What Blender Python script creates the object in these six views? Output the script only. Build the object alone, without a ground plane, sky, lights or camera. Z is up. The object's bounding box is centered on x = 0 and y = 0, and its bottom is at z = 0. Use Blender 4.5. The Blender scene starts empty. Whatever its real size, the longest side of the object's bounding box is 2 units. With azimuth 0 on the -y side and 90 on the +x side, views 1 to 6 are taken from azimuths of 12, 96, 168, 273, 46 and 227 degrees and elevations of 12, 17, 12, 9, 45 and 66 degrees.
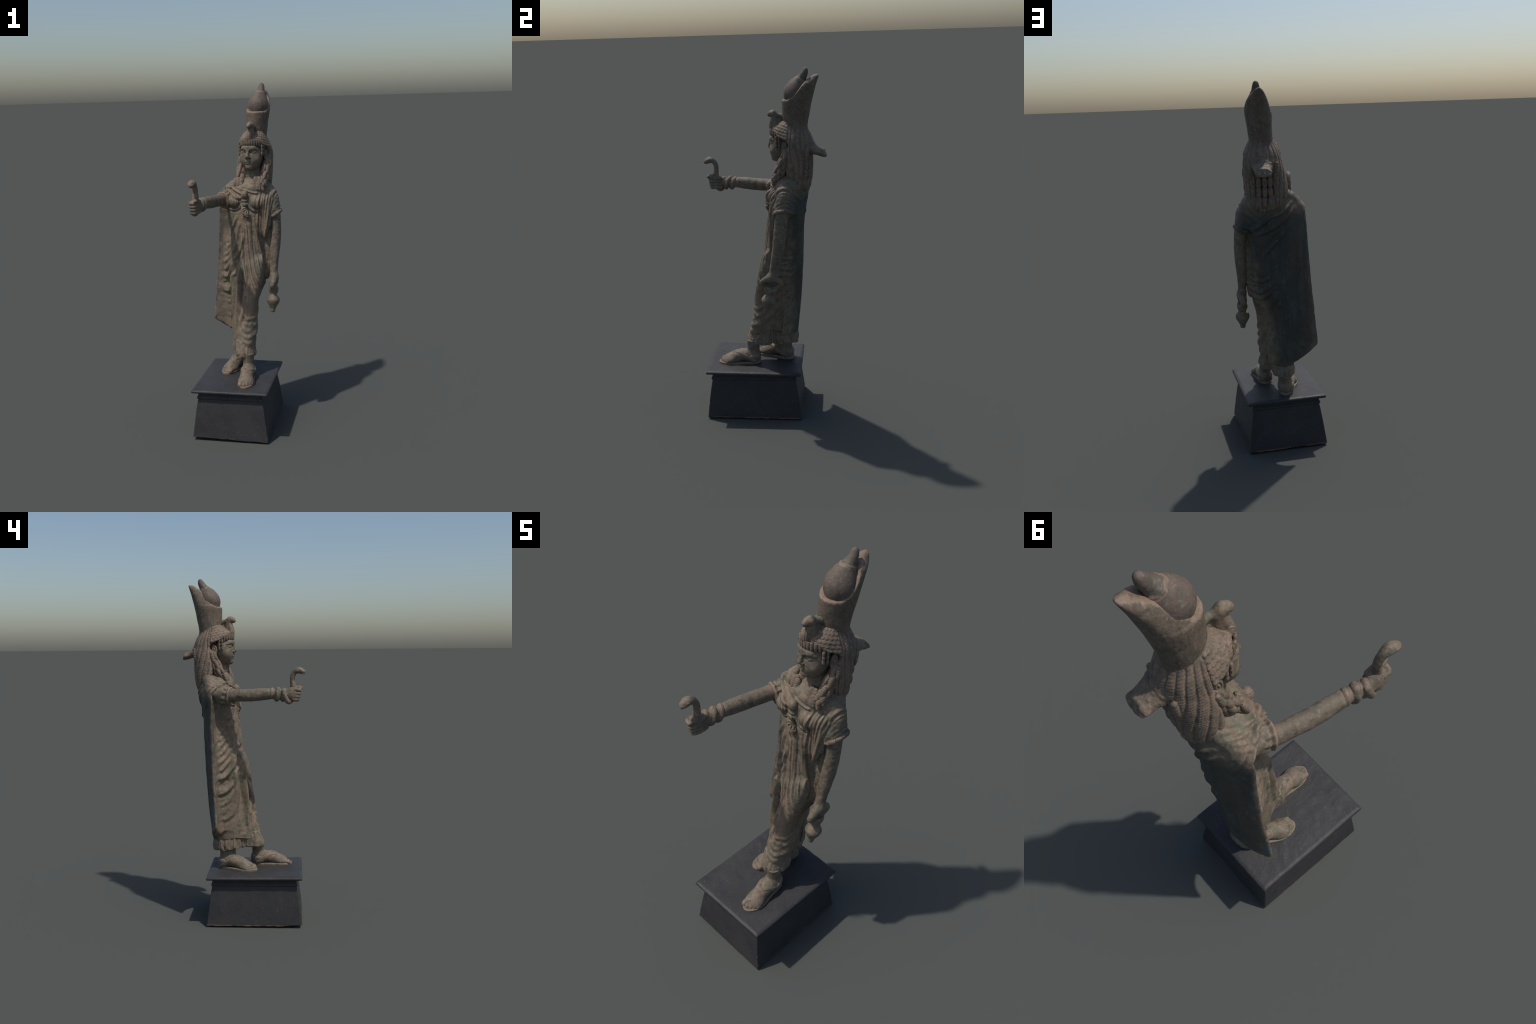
"""Bronze statuette of a robed goddess with a tall double crown, standing on a dark plinth.

Every body part is described as an implicit solid (ellipsoids, tapered tubes, lofted
columns and draped sheets, smoothly blended), skinned into a mesh, then given carved
relief (folds, strands, scales) along its own surface normals."""
import bpy, math
import numpy as np

A = lambda *v: np.array(v, dtype=float)


# ------------------------------------------------------------------ noise
def hash3(i, j, k, seed):
    h = (i * 374761393 + j * 668265263 + k * 2147483647 + seed * 974711) & 0xFFFFFFFF
    h = ((h ^ (h >> 13)) * 1274126177) & 0xFFFFFFFF
    return ((h ^ (h >> 16)) & 0xFFFF) / 65535.0 * 2 - 1


def noise(P, scale, seed=0):
    """smooth value noise in -1..1; scale = size of a blob in metres"""
    q = np.asarray(P) / scale
    i = np.floor(q).astype(np.int64)
    f = q - i
    f = f * f * (3 - 2 * f)
    out = 0
    for dx in (0, 1):
        for dy in (0, 1):
            for dz in (0, 1):
                w = (f[:, 0] if dx else 1 - f[:, 0]) * (f[:, 1] if dy else 1 - f[:, 1]) * (f[:, 2] if dz else 1 - f[:, 2])
                out = out + w * hash3(i[:, 0] + dx, i[:, 1] + dy, i[:, 2] + dz, seed)
    return out


# ------------------------------------------------------------------ solids
def smin(a, b, k):
    h = np.clip(.5 + .5 * (b - a) / k, 0, 1)
    return b + (a - b) * h - k * h * (1 - h)


def smax(a, b, k):
    return -smin(-a, -b, k)


def turn(axis, degrees):
    a = math.radians(degrees)
    c, s = math.cos(a), math.sin(a)
    return {'x': A([1, 0, 0], [0, c, -s], [0, s, c]), 'y': A([c, 0, s], [0, 1, 0], [-s, 0, c]), 'z': A([c, -s, 0], [s, c, 0], [0, 0, 1])}[axis]


def ball(P, c, r, R=None):
    q = P - A(*c)
    if R is not None:
        q = q @ R
    r = A(*r) if np.ndim(r) else A(r, r, r)
    k0 = np.linalg.norm(q / r, axis=1)
    k1 = np.linalg.norm(q / r ** 2, axis=1) + 1e-9
    return k0 * (k0 - 1) / k1


def spline(keys, n=6):
    """Catmull-Rom through rows of numbers"""
    K = np.asarray(keys, float)
    if len(K) < 3:
        return K
    E = np.vstack([2 * K[0] - K[1], K, 2 * K[-1] - K[-2]])
    t = np.linspace(0, 1, n, endpoint=False)[:, None]
    out = []
    for a, b, c, d in zip(E, E[1:], E[2:], E[3:]):
        out.append(.5 * (2 * b + (c - a) * t + (2 * a - 5 * b + 4 * c - d) * t ** 2 + (3 * b - a - 3 * c + d) * t ** 3))
    return np.vstack(out + [K[-1:]])


def tube(P, keys, n=6, k=.004, flat=None):
    """tapered tube through (x, y, z, radius) keys; flat = (sx, sy, sz) squashes space"""
    S = spline(keys, n)
    if flat is not None:
        P = P / A(*flat)
        S = S.copy()
        S[:, :3] /= A(*flat)
    # far from the tube the distance to its bounding box is enough
    lo, hi = (S[:, :3] - S[:, 3:]).min(0), (S[:, :3] + S[:, 3:]).max(0)
    away = np.linalg.norm(np.maximum(np.maximum(lo - P, P - hi), 0), axis=1)
    near = away < .035
    if len(P) > 500 and near.mean() < .8:
        out = away + .002
        if near.any():
            out[near] = tube_exact(P[near], S, k)
    else:
        out = tube_exact(P, S, k)
    return out * (min(flat) if flat is not None else 1)


def tube_exact(P, S, k):
    f = None
    for a, b in zip(S, S[1:]):
        ab = b[:3] - a[:3]
        q = P - a[:3]
        t = np.clip(q @ (ab / (ab @ ab + 1e-12)), 0, 1)
        q -= t[:, None] * ab
        d = np.sqrt(np.einsum('ij,ij->i', q, q)) - (a[3] + t * (b[3] - a[3]))
        f = d if f is None else smin(f, d, k) if k else np.minimum(f, d)
    return f


def curve1(z, keys):
    """smooth interpolation of table rows (z, a, b, ...) -> array columns"""
    K = np.asarray(sorted(keys), float)
    S = spline(K, 8)
    o = np.argsort(S[:, 0])
    return [np.interp(z, S[o, 0], S[o, i]) for i in range(1, K.shape[1])]


def column(P, keys, power=2.0):
    """lofted column: rows (z, centre x, centre y, half width, half depth, turn in degrees)"""
    cx, cy, rx, ry, tw = curve1(P[:, 2], keys)
    a = np.radians(tw)
    dx, dy = P[:, 0] - cx, P[:, 1] - cy
    x, y = dx * np.cos(a) + dy * np.sin(a), -dx * np.sin(a) + dy * np.cos(a)
    if power == 2.0:
        k0 = np.hypot(x / rx, y / ry)
        k1 = np.hypot(x / rx ** 2, y / ry ** 2) + 1e-9
        return k0 * (k0 - 1) / k1
    k0 = (np.abs(x / rx) ** power + np.abs(y / ry) ** power) ** (1 / power)
    return (k0 - 1) * np.minimum(rx, ry)


# ------------------------------------------------------------------ skinning
def grid_values(f, lo, n, h):
    """evaluate f on a grid, finely only near the surface"""
    C = 4
    m = (n + C - 1) // C + 1
    g = np.stack(np.meshgrid(*[lo[i] + np.arange(m[i]) * h * C for i in range(3)], indexing='ij'), -1).reshape(-1, 3)
    coarse = f(g).reshape(m)
    near = np.abs(coarse) < h * C * 2.6
    keep = np.zeros(m - 1, bool)
    for dx in (0, 1):
        for dy in (0, 1):
            for dz in (0, 1):
                keep |= near[dx:m[0] - 1 + dx, dy:m[1] - 1 + dy, dz:m[2] - 1 + dz]
    big = np.repeat(np.repeat(np.repeat(coarse[:-1, :-1, :-1], C, 0), C, 1), C, 2)
    mask = np.repeat(np.repeat(np.repeat(keep, C, 0), C, 1), C, 2)
    idx = np.argwhere(mask)
    for s in range(0, len(idx), 400000):
        part = idx[s:s + 400000]
        big[part[:, 0], part[:, 1], part[:, 2]] = f(lo + part * h)
    return big


def skin(f, lo, hi, h, polish=2):
    """closed quad mesh of the solid f < 0 (dual contouring on a regular lattice)"""
    lo = A(*lo)
    n = np.ceil((A(*hi) - lo) / h).astype(int) + 1
    F = grid_values(f, lo, n, h)
    n = A(*F.shape).astype(int)
    inside = F < 0
    corners = [(dx, dy, dz) for dx in (0, 1) for dy in (0, 1) for dz in (0, 1)]
    count = sum(inside[c[0]:n[0] - 1 + c[0], c[1]:n[1] - 1 + c[1], c[2]:n[2] - 1 + c[2]].astype(np.int8) for c in corners)
    cells = np.argwhere((count > 0) & (count < 8))
    index = -np.ones(n - 1, np.int64)
    index[cells[:, 0], cells[:, 1], cells[:, 2]] = np.arange(len(cells))
    total, hits = np.zeros((len(cells), 3)), np.zeros(len(cells))
    for a in corners:
        for ax in range(3):
            if a[ax]:
                continue
            b = list(a)
            b[ax] = 1
            fa = F[cells[:, 0] + a[0], cells[:, 1] + a[1], cells[:, 2] + a[2]]
            fb = F[cells[:, 0] + b[0], cells[:, 1] + b[1], cells[:, 2] + b[2]]
            cross = (fa < 0) != (fb < 0)
            t = np.where(cross, fa / np.where(cross, fa - fb, 1), 0)
            pos = A(*a) + t[:, None] * (A(*b) - A(*a))
            total += pos * cross[:, None]
            hits += cross
    V = lo + (cells + total / hits[:, None]) * h
    quads = []
    for ax in range(3):
        u, v = (ax + 1) % 3, (ax + 2) % 3
        s0, s1 = [slice(1, -1)] * 3, [slice(1, -1)] * 3
        s0[ax], s1[ax] = slice(0, -1), slice(1, None)
        e = inside[tuple(s0)] != inside[tuple(s1)]
        at = np.argwhere(e)
        out = inside[tuple(s0)][e]
        at[:, u] += 1
        at[:, v] += 1

        def cell(du, dv):
            c = at.copy()
            c[:, u] -= du
            c[:, v] -= dv
            return index[c[:, 0], c[:, 1], c[:, 2]]
        q = np.stack([cell(1, 1), cell(0, 1), cell(0, 0), cell(1, 0)], 1)
        q[~out] = q[~out][:, ::-1]
        quads.append(q)
    Q = np.vstack(quads)
    Q = Q[(Q >= 0).all(1)]
    N = None
    for _ in range(polish):
        f0 = f(V)
        e = h * .3
        N = np.stack([f(V + A(*(e * (i == j) for j in range(3)))) - f0 for i in range(3)], 1) / e
        g2 = (N ** 2).sum(1) + 1e-6
        step = np.clip(f0 / g2, -h, h) * .8
        V = V - step[:, None] * np.clip(N, -2, 2)
    return V, Q


def vertex_normals(V, Q):
    fn = np.cross(V[Q[:, 2]] - V[Q[:, 0]], V[Q[:, 3]] - V[Q[:, 1]])
    N = np.zeros_like(V)
    for i in range(4):
        np.add.at(N, Q[:, i], fn)
    return N / (np.linalg.norm(N, axis=1)[:, None] + 1e-12)


def soften(V, Q, rounds=1, w=.5):
    for _ in range(rounds):
        S, c = np.zeros_like(V), np.zeros(len(V))
        for i in range(4):
            for j in (1, 3):
                np.add.at(S, Q[:, i], V[Q[:, (i + j) % 4]])
                np.add.at(c, Q[:, i], 1)
        V = V + w * (S / np.maximum(c, 1)[:, None] - V)
    return V


# ------------------------------------------------------------------ carved relief
PLANES = {'front': (0, 2, 1, -1), 'back': (0, 2, 1, 1), 'right': (1, 2, 0, -1), 'left': (1, 2, 0, 1), 'top': (0, 1, 2, 1)}


def carve(P, N, strokes):
    """height of chiselled strokes: (side, amount, width, polyline seen from that side)"""
    H = np.zeros(len(P))
    for side, amount, width, line in strokes:
        i, j, k, s = PLANES[side]
        face = np.clip((N[:, k] * s - .05) / .35, 0, 1)
        S = spline(line, 5)
        lo, hi = S.min(0) - 4 * width, S.max(0) + 4 * width
        u, v = P[:, i], P[:, j]
        pick = np.where((face > 0) & (u > lo[0]) & (u < hi[0]) & (v > lo[1]) & (v < hi[1]))[0]
        if not len(pick):
            continue
        q = np.stack([u[pick], v[pick]], 1)
        best, along = np.full(len(pick), 1e9), np.zeros(len(pick))
        n = len(S) - 1
        for m, (a, b) in enumerate(zip(S, S[1:])):
            ab = b - a
            t = np.clip((q - a) @ ab / (ab @ ab + 1e-12), 0, 1)
            d = np.linalg.norm(q - a - t[:, None] * ab, axis=1)
            nearer = d < best
            best[nearer] = d[nearer]
            along[nearer] = ((m + t) / n)[nearer]
        taper = np.clip(np.minimum(along, 1 - along) * 6 + .25, 0, 1)
        H[pick] += amount * (np.exp(-(best / width) ** 2) - .5 * np.exp(-((best - 1.9 * width) / (.9 * width)) ** 2)) * taper * face[pick]
    return H


def fan(side, amount, width, first, last, n, seed=0, wobble=.0015):
    """n strokes spread evenly between two guide lines (same number of points)"""
    rng = np.random.default_rng(seed)
    a, b = np.asarray(first, float), np.asarray(last, float)
    out = []
    for i in range(n):
        t = (i + rng.uniform(-.22, .22)) / max(n - 1, 1)
        out.append((side, amount * rng.uniform(.65, 1.25), width * rng.uniform(.8, 1.2), a + (b - a) * t + rng.normal(0, wobble, a.shape)))
    return out


# ------------------------------------------------------------------ materials
def nodes_of(name):
    m = bpy.data.materials.new(name)
    m.use_nodes = True
    t = m.node_tree
    t.nodes.clear()
    out = t.nodes.new('ShaderNodeOutputMaterial')
    b = t.nodes.new('ShaderNodeBsdfPrincipled')
    t.links.new(b.outputs[0], out.inputs[0])

    def new(kind, **set_):
        n = t.nodes.new('ShaderNode' + kind)
        for k, v in set_.items():
            if k in n.inputs:
                n.inputs[k].default_value = v
            else:
                setattr(n, k, v)
        return n

    def link(a, b):
        t.links.new(a, b)
    return m, b, new, link


def helper(new, link, unit=None):
    co = new('TexCoord').outputs['Object']
    if unit:
        # a shared mesh of unit size: bring its coordinates back to metres and shift each copy
        size = new('VectorMath', operation='MULTIPLY_ADD')
        link(co, size.inputs[0])
        size.inputs[1].default_value = unit
        link(new('ObjectInfo').outputs['Random'], size.inputs[2])
        co = size.outputs[0]

    def tex(scale, detail=4, rough=.6, stretch=None, seed=0.0):
        v = co
        mp = new('Mapping')
        link(co, mp.inputs[0])
        mp.inputs['Location'].default_value = (seed, seed * .7, seed * 1.3)
        if stretch:
            mp.inputs['Scale'].default_value = stretch
        v = mp.outputs[0]
        n = new('TexNoise', Scale=scale, Detail=detail, Roughness=rough)
        link(v, n.inputs['Vector'])
        return n.outputs['Fac']

    def ramp(value, lo, hi, a=0.0, b=1.0):
        n = new('MapRange')
        n.interpolation_type = 'SMOOTHSTEP'
        link(value, n.inputs[0])
        for i, x in enumerate((lo, hi, a, b)):
            n.inputs[1 + i].default_value = x
        return n.outputs[0]

    def math_(op, a, b):
        n = new('Math', operation=op)
        for i, x in enumerate((a, b)):
            if isinstance(x, (int, float)):
                n.inputs[i].default_value = x
            else:
                link(x, n.inputs[i])
        return n.outputs[0]

    def mix(fac, a, b):
        n = new('Mix', data_type='RGBA')
        link(fac, n.inputs[0]) if not isinstance(fac, (int, float)) else setattr(n.inputs[0], 'default_value', fac)
        for slot, x in ((6, a), (7, b)):
            if isinstance(x, tuple):
                n.inputs[slot].default_value = (*x, 1)
            else:
                link(x, n.inputs[slot])
        return n.outputs[2]
    return co, tex, ramp, math_, mix


def bronze(name, brown=(0.196, 0.140, 0.098), green=(0.133, 0.126, 0.087), dark=(.048, .042, .034), pale=(.26, .235, .185), worn=(.29, .195, .145), teal=0.0, edge_share=1.0, green_share=.52, unit=None):
    """old patinated bronze: warm brown metal, grey-green patina in clouds and specks, worn pinkish ridges"""
    m, bsdf, new, link = nodes_of(name)
    co, tex, ramp, math_, mix = helper(new, link, unit)
    off = .2 * (.5 - green_share)
    clouds = ramp(tex(13, 6, .72), .34 + off, .66 + off)
    col = mix(clouds, brown, green)
    col = mix(math_('MULTIPLY', ramp(tex(30, 5, .7, seed=3.1), .48, .67), .54), col, dark)
    col = mix(math_('MULTIPLY', ramp(tex(48, 4, .65, seed=11.0), .50, .70), .50), col, worn)
    col = mix(math_('MULTIPLY', ramp(tex(95, 3, .6, seed=7.7), .55, .70), .50), col, pale)
    geo = new('NewGeometry')
    edge = math_('MULTIPLY', ramp(geo.outputs['Pointiness'], .508, .56), ramp(tex(40, 3, .6, seed=1.3), .28, .55))
    col = mix(math_('MULTIPLY', edge, .8 * edge_share), col, worn)
    if teal:
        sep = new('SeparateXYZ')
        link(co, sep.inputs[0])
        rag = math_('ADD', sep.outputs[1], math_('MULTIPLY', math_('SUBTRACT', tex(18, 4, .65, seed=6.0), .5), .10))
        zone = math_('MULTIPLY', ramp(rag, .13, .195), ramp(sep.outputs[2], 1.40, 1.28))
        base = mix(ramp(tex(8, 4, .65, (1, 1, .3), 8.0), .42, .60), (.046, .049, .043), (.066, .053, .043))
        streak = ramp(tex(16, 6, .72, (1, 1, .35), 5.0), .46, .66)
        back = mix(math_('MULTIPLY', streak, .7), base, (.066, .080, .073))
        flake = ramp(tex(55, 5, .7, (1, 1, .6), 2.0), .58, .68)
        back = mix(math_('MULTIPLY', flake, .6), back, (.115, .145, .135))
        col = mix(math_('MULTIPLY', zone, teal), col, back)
        # one bright verdigris stain along the free edge of the cape
        spot = math_('MULTIPLY', ramp(sep.outputs[0], -.175, -.195), math_('MULTIPLY', ramp(sep.outputs[2], .56, .60), ramp(sep.outputs[2], .80, .70)))
        spot = math_('MULTIPLY', spot, math_('MULTIPLY', ramp(tex(22, 4, .6, seed=4.4), .44, .56), ramp(sep.outputs[1], .142, .152)))
        col = mix(math_('MULTIPLY', spot, .8), col, (.030, .105, .128))
    link(col, bsdf.inputs['Base Color'])
    bsdf.inputs['Metallic'].default_value = 0.0
    bsdf.inputs['Specular IOR Level'].default_value = .3
    rough = new('MapRange')
    link(tex(30, 3, .6, seed=9.0), rough.inputs[0])
    rough.inputs[3].default_value, rough.inputs[4].default_value = .46, .75
    link(rough.outputs[0], bsdf.inputs['Roughness'])
    bump = new('Bump', Strength=.45, Distance=.004)
    link(tex(130, 5, .65), bump.inputs['Height'])
    link(bump.outputs[0], bsdf.inputs['Normal'])
    return m


def painted_wood(name):
    m, bsdf, new, link = nodes_of(name)
    co, tex, ramp, math_, mix = helper(new, link)
    col = mix(ramp(tex(8, 4, .6), .3, .7), (.033, .032, .034), (.043, .042, .043))
    fleck = ramp(tex(130, 2, .5, seed=4.0), .66, .71)
    col = mix(math_('MULTIPLY', fleck, .5), col, (.13, .125, .12))
    scratch = ramp(tex(120, 3, .6, (.25, .25, 2.2), 6.0), .7, .76)
    col = mix(math_('MULTIPLY', scratch, .35), col, (.10, .10, .10))
    geo = new('NewGeometry')
    chip = math_('MULTIPLY', ramp(geo.outputs['Pointiness'], .52, .56), ramp(tex(14, 4, .7, seed=2.2), .60, .68))
    sep = new('SeparateXYZ')
    link(co, sep.inputs[0])
    foot = math_('MULTIPLY', ramp(sep.outputs[2], .017, .010), ramp(tex(11, 3, .6, seed=3.0), .40, .5))
    chip = math_('MAXIMUM', chip, foot)
    col = mix(math_('MULTIPLY', chip, .85), col, (.22, .12, .06))
    link(col, bsdf.inputs['Base Color'])
    bsdf.inputs['Roughness'].default_value = .55
    bsdf.inputs['Specular IOR Level'].default_value = .3
    bump = new('Bump', Strength=.25, Distance=.003)
    link(tex(60, 4, .6), bump.inputs['Height'])
    link(bump.outputs[0], bsdf.inputs['Normal'])
    return m


# ------------------------------------------------------------------ objects
COL = bpy.context.scene.collection
root = bpy.data.objects.new('bronze_statuette', None)
root['label'] = 'patinated bronze statuette of a robed crowned goddess on dark plinth'
root['category'] = 'statue'
COL.objects.link(root)


def add(name, V, Q, mat, parent=root, normals=None):
    me = bpy.data.meshes.new(name)
    me.vertices.add(len(V))
    me.vertices.foreach_set('co', np.asarray(V, np.float32).ravel())
    me.loops.add(Q.size)
    me.loops.foreach_set('vertex_index', Q.astype(np.int32).ravel())
    me.polygons.add(len(Q))
    me.polygons.foreach_set('loop_start', np.arange(0, Q.size, Q.shape[1], dtype=np.int32))
    me.polygons.foreach_set('use_smooth', np.ones(len(Q), bool))
    me.update(calc_edges=True)
    me.validate()
    me.materials.append(mat)
    if normals is not None:
        me.normals_split_custom_set_from_vertices([tuple(n) for n in normals])
    ob = bpy.data.objects.new(name, me)
    ob.parent = parent
    COL.objects.link(ob)
    return ob


def split(V, Q, names, pick, mat):
    """one smooth surface shared out to several named parts whose borders coincide"""
    N = vertex_normals(V, Q)
    which = pick(V[Q].mean(1))
    made = []
    for i, name in enumerate(names):
        q = Q[which == i]
        if not len(q):
            continue
        used, inv = np.unique(q, return_inverse=True)
        made.append(add(name, V[used], inv.reshape(q.shape), mat[i] if isinstance(mat, list) else mat, normals=N[used]))
    return made


def solid(name, f, lo, hi, h, mat, relief=None, parent=root, smooth=0):
    V, Q = skin(f, lo, hi, h)
    if smooth:
        V = soften(V, Q, smooth)
    if relief is not None:
        N = vertex_normals(V, Q)
        V = V + N * relief(V, N)[:, None]
    return add(name, V, Q, mat, parent)


METAL = bronze('patinated_bronze')
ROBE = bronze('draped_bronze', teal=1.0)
SKIN = bronze('bronze_flesh', brown=(0.175, 0.130, 0.094), green=(0.132, 0.117, 0.081), edge_share=.7)
HAIR = bronze('bronze_hair', brown=(0.200, 0.143, 0.103), green=(0.133, 0.110, 0.078), green_share=.42)
CURL = bronze('bronze_curl', brown=(.195, .140, .103), green=(0.133, 0.110, 0.078), green_share=.42, unit=(.0135, .0125, .05))
CROWN = bronze('bronze_crown', brown=(0.164, 0.118, 0.086), green=(0.105, 0.088, 0.063), worn=(.20, .14, .105))
BULB = bronze('bronze_bulb', brown=(0.150, 0.103, 0.084), green=(0.102, 0.090, 0.068), worn=(.17, .115, .092), pale=(.23, .20, .165))
RUBBED = bronze('rubbed_bronze', brown=(.215, .152, .112), green=(0.196, 0.141, 0.099), worn=(.31, .20, .145), green_share=.35)
WOOD = painted_wood('black_painted_wood')


# ================================================================== plinth
def build_plinth():
    x0, x1, y0, y1 = -.232, .208, -.346, .208
    prof = [('underside', .030, .000), ('foot', .006, .002), ('foot_edge', .001, .007), ('wall_low', .001, .016), ('wall', .010, .090), ('wall_mid', .022, .180), ('wall_top', .0315, .234), ('step', .0325, .238), ('band_low', .028, .2405), ('band', .0270, .2455), ('band_top', .0285, .2525), ('scotia', .0330, .2585), ('scotia_mid', .0310, .2695),
            ('scotia_out', .020, .2765), ('plate_under', .008, .279), ('plate_low', .002, .281), ('plate_edge', .000, .2865), ('plate_top', .001, .2915), ('plate_round', .005, .2955), ('top', .014, .2985)]
    rows = spline([(b, c) for _, b, c in prof], 4)
    ring = []
    nx, ny, cr = 90, 112, 5
    for s in range(4):
        a, b = [((0, 0), (1, 0)), ((1, 0), (1, 1)), ((1, 1), (0, 1)), ((0, 1), (0, 0))][s]
        n = nx if s % 2 == 0 else ny
        for i in range(n):
            t = i / n
            ring.append((a[0] + (b[0] - a[0]) * t, a[1] + (b[1] - a[1]) * t))
    ring = A(*ring)
    V = []
    for inset, z in rows:
        lx, ly = (x1 - x0) - 2 * inset, (y1 - y0) - 2 * inset
        x, y = x0 + inset + ring[:, 0] * lx, y0 + inset + ring[:, 1] * ly
        r = .004
        cx, cy = np.clip(x, x0 + inset + r, x1 - inset - r), np.clip(y, y0 + inset + r, y1 - inset - r)
        d = np.hypot(x - cx, y - cy)
        s = np.where(d > r, r / np.maximum(d, 1e-9), 1)
        V.append(np.stack([cx + (x - cx) * s, cy + (y - cy) * s, np.full(len(x), z)], 1))
    m = len(ring)
    V = np.vstack(V)
    Q = [(r * m + i, r * m + (i + 1) % m, (r + 1) * m + (i + 1) % m, (r + 1) * m + i) for r in range(len(rows) - 1) for i in range(m)]
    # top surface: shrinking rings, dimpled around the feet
    base = V[-m:].copy()
    c = A((x0 + x1) / 2, (y0 + y1) / 2, .2985)
    start = len(V) - m
    extra = []
    K = 40
    for k in range(1, K + 1):
        w = 1 - k / K * .999
        extra.append(c + (base - c) * w)
    V = np.vstack([V] + extra)
    for k in range(K):
        for i in range(m):
            Q.append((start + k * m + i, start + k * m + (i + 1) % m, start + (k + 1) * m + (i + 1) % m, start + (k + 1) * m + i))
    Q = A(*Q).astype(int)
    N = vertex_normals(V, Q)
    rough = noise(V, .03, 1) * .0009 + noise(V, .011, 2) * .0004
    ragged = np.clip((.03 - V[:, 2]) / .03, 0, 1) * noise(V * A(1, 1, 0) + A(0, 0, .5), .03, 5) * .0035
    V = V + N * rough[:, None]
    V[:, 2] = np.maximum(V[:, 2] + ragged + .003 * np.clip((.02 - V[:, 2]) / .02, 0, 1), 0)
    V[:, 2] += np.clip((V[:, 2] - .24) / .04, 0, 1) * np.clip(-V[:, 1], -.1, .35) * .010
    lift = .014 * np.clip(1 - np.hypot((V[:, 0] + .22) / .30, (V[:, 1] + .34) / .12), 0, 1) ** .8
    V[:, 2] += lift * np.clip((.03 - V[:, 2]) / .03, 0, 1)
    V[:, 2] = np.where(V[:, 2] < .0008, 0, V[:, 2])
    add('plinth', V, Q, WOOD)


# ================================================================== robe and body
BODY = [(1.46, .068, .155, .050, .054, 0), (1.435, .062, .148, .085, .070, 0), (1.41, .052, .148, .125, .088, 0), (1.38, .042, .150, .142, .098, 0), (1.34, .034, .147, .150, .103, 0),
        (1.28, .038, .141, .140, .102, 4), (1.20, .040, .128, .120, .099, 8), (1.10, .038, .120, .104, .100, 22), (.97, .038, .110, .100, .108, 32), (.83, .028, .092, .094, .116, 32), (.70, .02, .08, .08, .11, 26)]
# below the hips the cloth follows two legs: the left one set forward, the right one back
LEFT_LEG = [(1.02, .055, .100, .085, .085, 10), (.97, .054, .088, .088, .077, 20), (.90, .053, .074, .090, .078, 25), (.83, .048, .065, .086, .081, 30), (.78, .039, .049, .074, .077, 30), (.73, .034, .030, .063, .070, 30), (.65, .033, .010, .058, .067, 30),
            (.546, .028, -.012, .059, .075, 22), (.485, .026, -.019, .059, .084, 18), (.44, .025, -.020, .059, .086, 18)]
BETWEEN = [(.92, .030, .100, .070, .080, 12), (.73, .020, .078, .055, .088, 16), (.60, .014, .062, .050, .092, 16), (.44, .010, .050, .047, .092, 16)]
RIGHT_LEG = [(1.02, .005, .120, .075, .085, 0), (.90, .000, .120, .076, .088, 0), (.83, -.005, .117, .074, .086, 0), (.73, -.015, .111, .066, .084, 0), (.65, -.022, .106, .059, .080, 0), (.546, -.024, .097, .055, .082, 0), (.485, -.022, .091, .054, .087, 0), (.44, -.021, .090, .054, .088, 0)]
BACK_Y = [(1.42, .240), (1.34, .252), (1.28, .240), (1.18, .230), (1.0, .223), (.87, .216), (.75, .209), (.56, .192), (.44, .176)]
EDGE = [(1.42, -.085, .175), (1.38, -.122, .178), (1.33, -.147, .176), (1.28, -.152, .176), (1.18, -.158, .177), (1.03, -.167, .175), (.90, -.177, .172), (.79, -.188, .165), (.68, -.199, .159), (.60, -.206, .156), (.44, -.212, .152)]
WEB = [(1.35, -.055, .080), (1.1, -.056, .060), (.95, -.056, .048), (.80, -.058, .046), (.65, -.060, .050), (.50, -.066, .06)]
CAPE_FOOT = [(-.23, .600), (-.205, .578), (-.14, .535), (-.08, .500), (-.02, .480), (.12, .478)]


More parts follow.
